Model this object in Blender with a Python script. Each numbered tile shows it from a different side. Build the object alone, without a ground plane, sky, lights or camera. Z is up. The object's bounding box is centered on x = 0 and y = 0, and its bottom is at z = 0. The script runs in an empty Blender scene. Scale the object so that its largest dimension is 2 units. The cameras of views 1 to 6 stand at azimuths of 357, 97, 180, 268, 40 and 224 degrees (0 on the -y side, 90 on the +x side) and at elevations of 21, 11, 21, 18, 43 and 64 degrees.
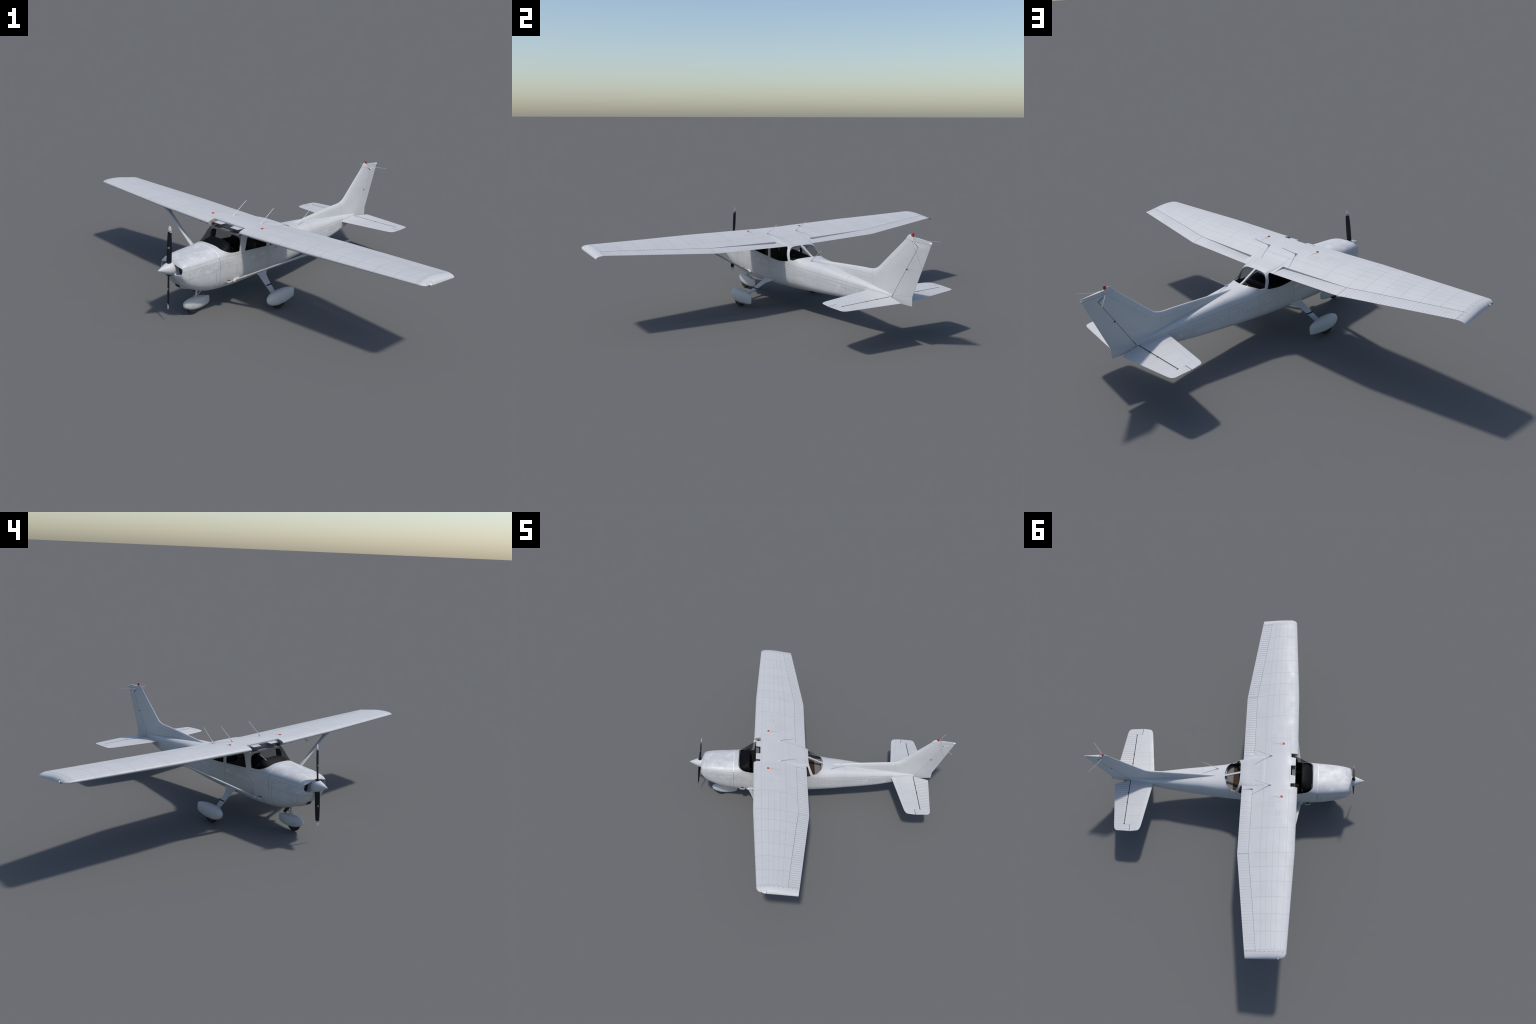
import bpy, math, random
import numpy as np
from mathutils import Vector, Matrix
from mathutils.bvhtree import BVHTree

random.seed(7)
SCN = bpy.context.scene
COL = SCN.collection

# ------------------------------------------------------------------ frame
# Everything is modelled in the aircraft's own axes: x runs aft, y runs to
# starboard, z up, metres.  The root Empty turns it onto the ground.
YAW = math.radians(41.957)
root = bpy.data.objects.new("light_airplane", None)
root.empty_display_size = 0.2
COL.objects.link(root)
root.rotation_euler = (0, 0, YAW)
root.location = (-0.0397 * math.sin(YAW) - 0.0013, 0.0397 * math.cos(YAW) - 0.0010, 0.0)
root["label"] = "white high-wing single-propeller light airplane on fixed wheels"
root["category"] = "airplane"


# ------------------------------------------------------------------ numeric helpers
def pchip(xs, ys):
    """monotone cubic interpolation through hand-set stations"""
    xs = np.array(xs, float); ys = np.array(ys, float)
    h = np.diff(xs); d = np.diff(ys) / h
    m = np.zeros(len(xs))
    m[0], m[-1] = d[0], d[-1]
    for i in range(1, len(xs) - 1):
        if d[i - 1] * d[i] > 0:
            w1, w2 = 2 * h[i] + h[i - 1], h[i] + 2 * h[i - 1]
            m[i] = (w1 + w2) / (w1 / d[i - 1] + w2 / d[i])

    def f(x):
        x = min(max(x, xs[0]), xs[-1])
        i = min(max(int(np.searchsorted(xs, x)) - 1, 0), len(xs) - 2)
        t = (x - xs[i]) / h[i]
        return float((1 + 2 * t) * (1 - t) ** 2 * ys[i] + t * (1 - t) ** 2 * h[i] * m[i]
                     + t * t * (3 - 2 * t) * ys[i + 1] + t * t * (t - 1) * h[i] * m[i + 1])
    return f


def lin(xs, ys):
    return lambda x: float(np.interp(x, xs, ys))


def resample(pts, n, closed=True):
    p = np.array(pts, float)
    if closed:
        p = np.vstack([p, p[:1]])
    s = np.concatenate([[0], np.cumsum(np.linalg.norm(np.diff(p, axis=0), axis=1))])
    t = np.linspace(0, s[-1], n + 1)[:-1] if closed else np.linspace(0, s[-1], n)
    return np.column_stack([np.interp(t, s, p[:, k]) for k in range(p.shape[1])])


# ------------------------------------------------------------------ mesh helpers
def new_object(name, verts, faces, mat=None, parent=None, smooth=35.0):
    me = bpy.data.meshes.new(name)
    me.from_pydata([tuple(map(float, v)) for v in verts], [], faces)
    me.validate()
    ob = bpy.data.objects.new(name, me)
    COL.objects.link(ob)
    ob.parent = parent or root
    if mat:
        me.materials.append(mat)
    fix_normals(me)
    shade(me, smooth)
    return ob


def fix_normals(me):
    import bmesh
    bm = bmesh.new(); bm.from_mesh(me)
    bmesh.ops.recalc_face_normals(bm, faces=bm.faces)
    bm.to_mesh(me); bm.free()


def shade(me, deg=35.0):
    if deg is None:
        me.shade_flat(); return
    me.shade_smooth()
    me.set_sharp_from_angle(angle=math.radians(deg))


def loft(rings, cap0=True, cap1=True, closed=True):
    n = len(rings[0]); V = []; F = []
    for r in rings:
        V.extend([tuple(p) for p in r])
    m = n if closed else n - 1
    for i in range(len(rings) - 1):
        for j in range(m):
            k = (j + 1) % n
            F.append((i * n + j, i * n + k, (i + 1) * n + k, (i + 1) * n + j))
    if closed and cap0:
        F.append(tuple(range(n - 1, -1, -1)))
    if closed and cap1:
        b = (len(rings) - 1) * n
        F.append(tuple(range(b, b + n)))
    return V, F


def grid(rows):
    return loft(rows, False, False, closed=False)


def merge(*parts):
    V, F = [], []
    for v, f in parts:
        o = len(V); V += list(v); F += [tuple(i + o for i in q) for q in f]
    return V, F


def prism(poly, axis, a, b):
    """closed prism: 2-D polygon swept along an axis from a to b"""
    def put(p, t):
        if axis == 'z': return (p[0], p[1], t)
        if axis == 'y': return (p[0], t, p[1])
        return (t, p[0], p[1])
    return loft([[put(p, a) for p in poly], [put(p, b) for p in poly]])


def box(c, s):
    poly = [(c[0] - s[0] / 2, c[1] - s[1] / 2), (c[0] + s[0] / 2, c[1] - s[1] / 2),
            (c[0] + s[0] / 2, c[1] + s[1] / 2), (c[0] - s[0] / 2, c[1] + s[1] / 2)]
    return prism(poly, 'z', c[2] - s[2] / 2, c[2] + s[2] / 2)


def bevel(ob, w, seg=2):
    import bmesh
    bm = bmesh.new(); bm.from_mesh(ob.data)
    bmesh.ops.bevel(bm, geom=list(bm.edges), offset=w, segments=seg, affect='EDGES', profile=0.5)
    bm.to_mesh(ob.data); bm.free()
    shade(ob.data, 40)


def tube(path, radius, n=12, flat=1.0, wide=None):
    """round or oval rod along a poly-line; radius number or list"""
    P = [Vector(p) for p in path]; rings = []
    for i, p in enumerate(P):
        t = (P[min(i + 1, len(P) - 1)] - P[max(i - 1, 0)]).normalized()
        w = Vector(wide) if wide else (Vector((0, 0, 1)) if abs(t.z) < 0.9 else Vector((1, 0, 0)))
        u = (w - t * w.dot(t)).normalized(); v = t.cross(u)
        r = radius[i] if isinstance(radius, (list, tuple)) else radius
        rings.append([p + u * r * math.cos(a) + v * r * flat * math.sin(a)
                      for a in (2 * math.pi * k / n for k in range(n))])
    return loft(rings)


def lathe(profile, origin, axis, n=32):
    """profile = [(distance along axis, radius)]"""
    a = Vector(axis).normalized()
    u = a.orthogonal().normalized(); v = a.cross(u); o = Vector(origin)
    rings = [[o + a * d + (u * math.cos(t) + v * math.sin(t)) * max(r, 1e-5)
              for t in (2 * math.pi * k / n for k in range(n))] for d, r in profile]
    return loft(rings)


def boolean(ob, cutters, op='DIFFERENCE'):
    for c in cutters:
        m = ob.modifiers.new("b", 'BOOLEAN')
        m.object = c; m.operation = op; m.solver = 'EXACT'
        try: m.material_mode = 'TRANSFER'
        except Exception: pass
    dg = bpy.context.evaluated_depsgraph_get()
    me = bpy.data.meshes.new_from_object(ob.evaluated_get(dg))
    ob.modifiers.clear()
    ob.data = me
    for c in cutters:
        bpy.data.objects.remove(c)
    return ob


def borrow_normals(ob, V, F, reach=0.0012):
    """shade a cut skin with the normals of the uncut one"""
    me0 = bpy.data.meshes.new("ref"); me0.from_pydata([tuple(map(float, v)) for v in V], [], F)
    fix_normals(me0)
    tree = BVHTree.FromPolygons([v.co for v in me0.vertices], [p.vertices for p in me0.polygons])
    vn = [v.normal.copy() for v in me0.vertices]
    me = ob.data
    me.shade_smooth()
    out = [None] * len(me.loops)
    for p in me.polygons:
        fn = p.normal
        for li in p.loop_indices:
            co = me.vertices[me.loops[li].vertex_index].co
            loc, nrm, idx, dist = tree.find_nearest(co)
            n = fn
            if dist is not None and dist < reach:
                pv = me0.polygons[idx].vertices
                if len(pv) == 4:
                    w = [1.0 / ((me0.vertices[k].co - co).length + 1e-6) for k in pv]
                    s = Vector((0, 0, 0))
                    for k, ww in zip(pv, w): s += vn[k] * ww
                    s.normalize()
                    if s.dot(fn) > 0.75: n = s
            out[li] = (n.x, n.y, n.z)
    me.normals_split_custom_set(out)
    bpy.data.meshes.remove(me0)


# ------------------------------------------------------------------ node helpers
class S:
    """a float socket with arithmetic"""
    def __init__(s, nt, sock): s.nt, s.k = nt, sock

    def op(s, kind, *o):
        n = s.nt.nodes.new('ShaderNodeMath'); n.operation = kind
        for i, v in enumerate((s,) + o):
            if isinstance(v, S): s.nt.links.new(v.k, n.inputs[i])
            else: n.inputs[i].default_value = float(v)
        return S(s.nt, n.outputs[0])

    def __add__(s, o): return s.op('ADD', o)
    def __sub__(s, o): return s.op('SUBTRACT', o)
    def __mul__(s, o): return s.op('MULTIPLY', o)
    def __truediv__(s, o): return s.op('DIVIDE', o)
    def abs(s): return s.op('ABSOLUTE')
    def gt(s, v): return s.op('GREATER_THAN', v)
    def lt(s, v): return s.op('LESS_THAN', v)
    def max(s, o): return s.op('MAXIMUM', o)
    def min(s, o): return s.op('MINIMUM', o)
    def sin(s): return s.op('SINE')
    def between(s, a, b): return s.gt(a) * s.lt(b)

    def ramp(s, x0, x1, y0, y1, smooth=False):
        n = s.nt.nodes.new('ShaderNodeMapRange')
        n.interpolation_type = 'SMOOTHSTEP' if smooth else 'LINEAR'
        s.nt.links.new(s.k, n.inputs[0])
        for i, v in enumerate((x0, x1, y0, y1)): n.inputs[i + 1].default_value = v
        return S(s.nt, n.outputs[0])

    def line(s, at, w):
        """soft 0..1 stripe where this socket equals `at`"""
        d = (s - at).abs()
        return d.ramp(w * 0.5, w * 1.1, 1, 0)

    def lines(s, ats, w):
        r = None
        for a in ats:
            l = s.line(a, w); r = l if r is None else r.max(l)
        return r


def curve_of(x, pts):
    """piecewise-linear function of a socket"""
    r = None
    for (x0, y0), (x1, y1) in zip(pts[:-1], pts[1:]):
        seg = x.ramp(x0, x1, y0 if r is None else 0, y1 if r is None else y1 - y0)
        r = seg if r is None else r + seg
    return r


def node_material(name):
    m = bpy.data.materials.new(name); m.use_nodes = True
    nt = m.node_tree; b = nt.nodes['Principled BSDF']
    return m, nt, b


def simple(name, col, rough=0.5, metal=0.0, coat=0.0, grain=0.06, scale=60.0):
    m, nt, b = node_material(name)
    tc = nt.nodes.new('ShaderNodeTexCoord')
    nz = nt.nodes.new('ShaderNodeTexNoise'); nz.inputs['Scale'].default_value = scale
    nz.inputs['Detail'].default_value = 4
    nt.links.new(tc.outputs['Object'], nz.inputs['Vector'])
    mr = S(nt, nz.outputs[0]).ramp(0.3, 0.7, 1 - grain, 1 + grain)
    mx = nt.nodes.new('ShaderNodeMix'); mx.data_type = 'RGBA'; mx.blend_type = 'MULTIPLY'
    mx.inputs[0].default_value = 1
    mx.inputs[6].default_value = (*col, 1)
    nt.links.new(mr.k, mx.inputs[7])
    nt.links.new(mx.outputs[2], b.inputs['Base Color'])
    b.inputs['Roughness'].default_value = rough
    b.inputs['Metallic'].default_value = metal
    b.inputs['Coat Weight'].default_value = coat
    return m


PAINT = (0.532, 0.532, 0.535)
LINE = (0.15, 0.15, 0.155)
BRIGHT = (0.70, 0.70, 0.71)


def paint(name, mask=None, base=PAINT, rough=0.46, patches=0.0, worn=None):
    """weathered white enamel; `mask(x, y, z, nt)` returns a 0..1 socket of
    panel gaps, rivet rows and stains to darken"""
    m, nt, b = node_material(name)
    tc = nt.nodes.new('ShaderNodeTexCoord')
    sp = nt.nodes.new('ShaderNodeSeparateXYZ')
    nt.links.new(tc.outputs['Object'], sp.inputs[0])
    x, y, z = (S(nt, sp.outputs[i]) for i in range(3))

    def noise(scale, detail=4, rough_=0.55, stretch=(1, 1, 1)):
        mp = nt.nodes.new('ShaderNodeMapping'); mp.inputs['Scale'].default_value = stretch
        nt.links.new(tc.outputs['Object'], mp.inputs[0])
        n = nt.nodes.new('ShaderNodeTexNoise')
        n.inputs['Scale'].default_value = scale; n.inputs['Detail'].default_value = detail
        n.inputs['Roughness'].default_value = rough_
        nt.links.new(mp.outputs[0], n.inputs['Vector'])
        return S(nt, n.outputs[0])
    big = noise(9).ramp(0.3, 0.7, 0.975, 1.02)
    fine = noise(70, 5, 0.7).ramp(0.35, 0.65, 0.985, 1.01)
    val = big * fine
    if patches:
        val = val * noise(22, 6, 0.65, (1, 1, 1)).ramp(0.42, 0.6, 1 - patches, 1 + patches, True)
    mxb = nt.nodes.new('ShaderNodeMix'); mxb.data_type = 'RGBA'; mxb.blend_type = 'MULTIPLY'
    mxb.inputs[0].default_value = 1; mxb.inputs[6].default_value = (*base, 1)
    nt.links.new(val.k, mxb.inputs[7])
    col = mxb.outputs[2]
    rs = noise(16, 5).ramp(0.3, 0.7, rough - 0.08, rough + 0.1)
    if mask is not None:
        mk = mask(x, y, z, noise)
        mx = nt.nodes.new('ShaderNodeMix'); mx.data_type = 'RGBA'
        nt.links.new(mk.k, mx.inputs[0])
        nt.links.new(col, mx.inputs[6]); mx.inputs[7].default_value = (*LINE, 1)
        col = mx.outputs[2]
    if worn is not None:
        wk = worn(x, y, z, noise)
        mx = nt.nodes.new('ShaderNodeMix'); mx.data_type = 'RGBA'
        nt.links.new(wk.k, mx.inputs[0])
        nt.links.new(col, mx.inputs[6]); mx.inputs[7].default_value = (*BRIGHT, 1)
        col = mx.outputs[2]
    nt.links.new(col, b.inputs['Base Color'])
    nt.links.new(rs.k, b.inputs['Roughness'])
    b.inputs['Specular IOR Level'].default_value = 0.35
    return m


def tinted_glass(name, through):
    """thin tinted pane: straight see-through with a faint sheen"""
    m, nt, b = node_material(name)
    nt.nodes.remove(b)
    out = nt.nodes['Material Output']
    t = nt.nodes.new('ShaderNodeBsdfTransparent')
    c = math.sqrt(through)
    t.inputs[0].default_value = (c, c, c * 1.01, 1)
    g = nt.nodes.new('ShaderNodeBsdfGlossy')
    g.inputs['Color'].default_value = (0.6, 0.6, 0.6, 1); g.inputs['Roughness'].default_value = 0.08
    lw = nt.nodes.new('ShaderNodeLayerWeight'); lw.inputs[0].default_value = 0.25
    f = S(nt, lw.outputs['Fresnel']) * 0.006
    mx = nt.nodes.new('ShaderNodeMixShader')
    nt.links.new(f.k, mx.inputs[0])
    nt.links.new(t.outputs[0], mx.inputs[1]); nt.links.new(g.outputs[0], mx.inputs[2])
    nt.links.new(mx.outputs[0], out.inputs[0])
    return m


# ------------------------------------------------------------------ wing definition
Y_ROOT, Y_KINK, Y_AIL, Y_TIP = 0.124, 0.585, 1.200, 1.246
W_XLE = lin([0.0, Y_ROOT, Y_KINK, Y_AIL], [-0.214, -0.214, -0.209, -0.178])
W_ZLE = lin([0.0, Y_ROOT, Y_KINK, Y_AIL], [0.4335, 0.4335, 0.4420, 0.4540])
W_XTE = lin([0.0, Y_ROOT, Y_KINK, Y_AIL], [0.158, 0.158, 0.158, 0.075])
W_ZTE = lin([0.0, Y_ROOT, Y_KINK, Y_AIL], [0.3885, 0.3885, 0.3990, 0.4420])
W_COVE = lin([0.0, Y_ROOT, Y_KINK, Y_AIL], [0.800, 0.800, 0.802, 0.730])


def airfoil(f, side):
    """2412-like section height over the chord line, as a fraction of chord"""
    f = min(max(f, 0.0), 1.0)
    t = 5 * 0.12 * (0.2969 * math.sqrt(f) - 0.1260 * f - 0.3516 * f * f + 0.2843 * f ** 3 - 0.1036 * f ** 4)
    c = (0.02 / 0.16) * (0.8 * f - f * f) if f < 0.4 else (0.02 / 0.36) * (0.2 + 0.8 * f - f * f)
    if side > 0:
        q = min(max((f - 0.45) / 0.40, 0.0), 1.0)
        return (c + t) * (1 - 0.26 * q * q * (3 - 2 * q))
    return c - t


def wing_point(y, f, side):
    xl, zl, xt, zt = W_XLE(y), W_ZLE(y), W_XTE(y), W_ZTE(y)
    c = xt - xl
    k = 1.0 if y < Y_KINK else 1.0 - 0.08 * min(1.0, (y - Y_KINK) / 0.3)
    return (xl + f * c, y, zl + f * (zt - zl) + c * k * airfoil(f, side))


def cos_space(a, b, n):
    return [a + (b - a) * 0.5 * (1 - math.cos(math.pi * k / (n - 1))) for k in range(n)]


def nose_space(a, b, n):
    """denser towards a"""
    return [a + (b - a) * (k / (n - 1)) ** 2 for k in range(n)]


# ------------------------------------------------------------------ paint masks
def rivets(along, pitch, fill=0.0):
    return (along * (2 * math.pi / pitch)).sin().gt(fill)


def wing_mask(x, y, z, noise):
    a = y.abs()
    xl = curve_of(a, [(Y_ROOT, -0.214), (Y_KINK, -0.209), (Y_AIL, -0.178)])
    xt = curve_of(a, [(Y_ROOT, 0.158), (Y_KINK, 0.158), (Y_AIL, 0.075)])
    f = (x - xl) / (xt - xl)
    ribs = a.lines([0.415, 0.585, 0.677, 0.774, 0.874, 0.980, 1.085, 1.196], 0.0016)
    ribs = ribs * (rivets(x, 0.0085) * 0.30 + 0.20)
    lead = a.lines([0.17, 0.215, 0.26, 0.305, 0.355, 0.46, 0.515, 0.63], 0.0014) * f.lt(0.145) * rivets(x, 0.0085) * 0.28
    spar_out = f.lines([0.275, 0.38, 0.49], 0.0045) * a.between(0.415, 1.196) * (rivets(a, 0.0085) * 0.28 + 0.12)
    spars = f.lines([0.145, 0.60], 0.0045) * a.lt(1.196) * (rivets(a, 0.0085) * 0.22 + 0.18)
    # tank bay: long covers and square inspection plates
    bay = f.lines([0.20, 0.50], 0.004) * a.between(0.155, 0.40) * 0.17
    bay = bay.max(a.lines([0.155, 0.235, 0.31, 0.40], 0.0014) * f.between(0.145, 0.60) * 0.15)

    def plate(fa, ya, hx, hy):
        dx = (f - fa).abs() / hx; dy = (a - ya).abs() / hy
        d = dx.max(dy)
        return d.line(1.0, 0.13) * 0.22 + d.lt(1.0) * 0.03
    pl = plate(0.44, 0.205, 0.035, 0.012).max(plate(0.44, 0.255, 0.035, 0.012)).max(plate(0.33, 0.315, 0.038, 0.014))
    # moulded light cover on the tip
    lx = (x + 0.1355).abs() / 0.0185; ly = (a - 1.2440).abs() / 0.0105
    lens = lx.max(ly).line(1.0, 0.07) * 0.8
    cap = a.lines([1.205], 0.0012) * 0.35
    screws = a.line(1.2075, 0.0022) * rivets(x, 0.027, 0.86) * 0.9
    streak = noise(14, 5, 0.6, (0.35, 1, 1)).ramp(0.55, 0.72, 0, 0.05)
    # soot behind the filler caps
    soot = a.line(0.1975, 0.006) * x.ramp(-0.105, -0.03, 0.45, 0.0) * x.gt(-0.106)
    return ribs.max(lead).max(spar_out).max(spars).max(bay).max(pl).max(cap).max(screws).max(streak).max(soot).max(lens)


def surface_mask(spacing, lo, hi):
    """control surface: dark line at the root of every stiffening bead"""
    def f(x, y, z, noise):
        a = y.abs()
        b = ((a * (2 * math.pi / spacing)).sin()).ramp(0.86, 0.99, 0, 0.55)
        grime = noise(18, 5, 0.6, (0.4, 1, 1)).ramp(0.5, 0.7, 0, 0.06)
        return b.max(grime)
    return f


def parting(x):
    return curve_of(x, [(-0.60, 0.3215), (-0.353, 0.3275), (-0.213, 0.314), (0.252, 0.284), (0.446, 0.272), (0.66, 0.264), (0.95, 0.247)])


def fuselage_mask(x, y, z, noise):
    side = y.abs().gt(0.012)
    d = z - parting(x)
    worn = noise(26, 4, 0.6, (0.5, 1, 1)).ramp(0.42, 0.55, 0.15, 1)
    seam = d.line(0.0, 0.0011) * (rivets(x, 0.011, -0.2) * 0.5 + 0.22)
    l2 = d.line(-0.018, 0.0009) * rivets(x, 0.017, -0.3) * 0.6 * worn
    l3 = d.line(-0.036, 0.0011) * rivets(x, 0.021, -0.4) * 0.8 * worn
    l4 = d.line(-0.048, 0.0010) * rivets(x, 0.027, -0.3) * 0.65 * worn
    l5 = d.line(-0.060, 0.0011) * rivets(x, 0.019, -0.4) * 0.8 * worn
    l6 = d.line(-0.068, 0.0008) * 0.3 * worn
    ring_hi = x.lines([-0.3525], 0.0014) * 0.55 * z.between(0.262, 0.327)
    rings = x.lines([-0.548, 0.248, 0.442, 0.653], 0.0012) * (rivets(z + y, 0.008) * 0.35 + 0.2)
    low = x.lines([-0.424, -0.30, 0.125], 0.0010) * z.lt(0.30) * (rivets(z, 0.008) * 0.4 + 0.12)
    low = low.max(x.line(-0.377, 0.0014) * z.lt(0.262) * 0.6)
    low = low.max(d.line(-0.066, 0.0009) * x.lt(-0.377) * 0.45)
    # cabin door outline
    door = x.line(0.011, 0.0013) * z.between(0.165, 0.40) * 0.62
    fore = (x - (z * 0.12)).line(-0.2596, 0.0013) * z.between(0.178, 0.262) * 0.6
    door = door.max(fore).max((z - x * 0.02).line(0.166, 0.0012) * x.between(-0.232, 0.004) * 0.5)
    hinge = z.lines([0.205, 0.322], 0.0013) * x.between(-0.245, -0.215) * 0.55
    # lock, access disc and fuel-drain style roundels
    lock = ((x + 0.012) * (x + 0.012) + (z - 0.287) * (z - 0.287)).op('SQRT').line(0.004, 0.0012) * 0.7
    disc = ((x - 0.764) * (x - 0.764) + (z - 0.248) * (z - 0.248)).op('SQRT').line(0.011, 0.0011) * 0.45
    dot = ((x - 0.232) * (x - 0.232) + (z - 0.198) * (z - 0.198)).op('SQRT').lt(0.0022) * 0.8
    # baggage step line (kinked panel)
    bag = d.line(-0.012, 0.0010) * x.between(0.24, 0.33) * 0.3
    bag = bag.max((z + x * 0.30).line(0.360, 0.0010) * x.between(0.325, 0.365) * 0.35)
    sheet = noise(10, 5, 0.6, (0.5, 1, 1.4)).ramp(0.52, 0.72, 0, 0.07)
    chips = noise(60, 3, 0.7, (0.45, 1, 1)).ramp(0.66, 0.72, 0, 0.30) * d.between(-0.068, -0.030)
    screw = d.line(-0.020, 0.0016) * rivets(x, 0.034, 0.93) * x.lt(-0.33) * 0.9
    body = seam.max(l2).max(l3).max(l4).max(l5).max(l6).max(ring_hi).max(low).max(door).max(hinge).max(lock).max(disc).max(dot).max(bag).max(chips).max(screw)
    top = (y.abs().line(0.018, 0.0009)) * x.between(-0.1, 0.165) * z.gt(0.36) * rivets(x, 0.012) * 0.35
    frame = x.line(0.100, 0.001) * z.gt(0.36) * rivets(y, 0.012) * 0.3
    return (body * side).max(rings).max(sheet).max(top).max(frame)


def body_worn(x, y, z, noise):
    d = z - parting(x)
    band = d.between(-0.070, -0.026)
    blotch = noise(32, 4, 0.65, (0.35, 1, 1)).ramp(0.56, 0.66, 0, 0.55) * band
    fleck = noise(95, 2, 0.6, (0.6, 1, 1)).ramp(0.68, 0.74, 0, 0.8) * d.between(-0.072, -0.004)
    return blotch.max(fleck)


def cowl_mottle(x, y, z, noise):
    top = z.ramp(0.330, 0.350, 0.0, 1.0)  # pale mottle fading in towards the cowl top
    a = noise(17, 5, 0.62, (0.8, 1, 1)).ramp(0.46, 0.66, 0, 0.75, True)
    b = noise(75, 4, 0.7).ramp(0.5, 0.7, 0.75, 1.0)
    return (a * b * top).max(body_worn(x, y, z, noise))


def fin_mask(x, y, z, noise):
    # rivet row parallel to the leading edge, rib and cap lines
    d = (x - 0.853) * -0.684 + (z - 0.390) * 0.729     # distance outside LE line
    le = d.line(-0.036, 0.0011) * z.gt(0.345) * (rivets(z, 0.008) * 0.4 + 0.15)
    ds = (z - curve_of(x, [(0.33, 0.322), (0.53, 0.323), (0.81, 0.330)]))
    le = le.max(ds.line(0.0, 0.0011) * x.lt(0.815) * (rivets(x, 0.009) * 0.45 + 0.15))
    ring = (x + (z - 0.27) * 0.12).line(0.812, 0.0011) * z.lt(0.36) * 0.4
    capl = (z + x * 0.06).line(0.613, 0.0013) * 0.45
    skirt = (z - (x - 0.957) * 0.10).line(0.2505, 0.0012) * x.gt(0.958) * rivets(x, 0.008) * 0.55
    capl = capl.max(skirt)
    grime = noise(14, 5, 0.6).ramp(0.52, 0.75, 0, 0.08)
    stain = noise(20, 4, 0.6, (0.25, 1, 1)).ramp(0.5, 0.7, 0.2, 1) * z.line(0.400, 0.006) * x.gt(1.045) * x.ramp(1.05, 1.10, 0.5, 0.0)
    return le.max(ring).max(capl).max(grime).max(stain)


def stab_mask(x, y, z, noise):
    a = y.abs()
    sp = (x - a * 0.15).line(0.815, 0.0011) * (rivets(a, 0.008) * 0.35 + 0.12)
    ribs = a.lines([0.105, 0.20, 0.285], 0.0011) * (rivets(x, 0.008) * 0.35 + 0.1)
    grime = noise(14, 5, 0.6).ramp(0.55, 0.75, 0, 0.06)
    return sp.max(ribs).max(grime)


def fairing_mask(x, y, z, noise):
    w = (z - x * 0.0).line(0.062, 0.0007) * 0.25
    hx = (x - curve_of(x, [(-0.5, -0.466), (-0.27, -0.466), (-0.2699, -0.078), (0.1, -0.078)])).abs() / 0.0075
    hz = (z - 0.045).abs() / 0.0105
    boxl = hx.max(hz).line(1.0, 0.14) * 0.6
    return w.max(boxl)


# ------------------------------------------------------------------ materials
M_WING = paint("wing_paint", wing_mask)
M_FLAP = paint("ribbed_paint", surface_mask(0.0178, 0, 1))
M_ELEV = paint("ribbed_tail_paint", surface_mask(0.0155, 0, 1))
M_BODY = paint("body_paint", fuselage_mask, worn=body_worn)
M_COWL = paint("cowl_paint", fuselage_mask, rough=0.42, patches=0.03, worn=cowl_mottle)
M_HIGHLIGHT = simple("painted_highlight", (0.78, 0.78, 0.79), 0.4)  # pale tone of the painted seam highlight
M_FIN = paint("fin_paint", fin_mask)
M_STAB = paint("stabilizer_paint", stab_mask)
M_PANT = paint("fairing_paint", fairing_mask)
M_PLAIN = paint("plain_paint", None)
M_BEIGE = simple("cabin_lining", (0.36, 0.33, 0.30), 0.8)
M_LINING = simple("dark_lining", (0.10, 0.092, 0.085), 0.85)
M_BROWN = simple("brown_trim", (0.075, 0.044, 0.020), 0.75)
M_BLACK = simple("black_trim", (0.012, 0.012, 0.014), 0.6)
M_SEAT = simple("seat_cloth", (0.045, 0.045, 0.04), 0.9)
M_RUBBER = simple("tyre_rubber", (0.014, 0.014, 0.014), 0.85)
M_DARK = simple("dark_gap_fill", (0.02, 0.02, 0.02), 0.9)  # near-black for solid stand-ins of shaded gaps and holes, also brackets
M_STEEL = simple("dull_steel", (0.42, 0.43, 0.45), 0.4, 0.6)
M_RUST = simple("sooty_exhaust", (0.05, 0.033, 0.026), 0.8, 0.2)
M_RED = simple("red_lens", (0.40, 0.010, 0.012), 0.55)
M_GREEN = simple("green_lens", (0.01, 0.20, 0.015), 0.3)
M_CLEAR = simple("clear_lens", (0.85, 0.86, 0.88), 0.15)
M_LENS = simple("tip_lens_cover", (0.60, 0.60, 0.61), 0.25)
M_CREAM = simple("cream_placard", (0.72, 0.55, 0.30), 0.6)
M_ORANGE = simple("orange_placard", (0.62, 0.22, 0.12), 0.6)
M_WSHIELD = tinted_glass("windshield_glass", 0.50)
M_REARGLASS = tinted_glass("rear_glass", 0.70)
M_SIDEGLASS = tinted_glass("side_glass", 0.80)

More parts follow.
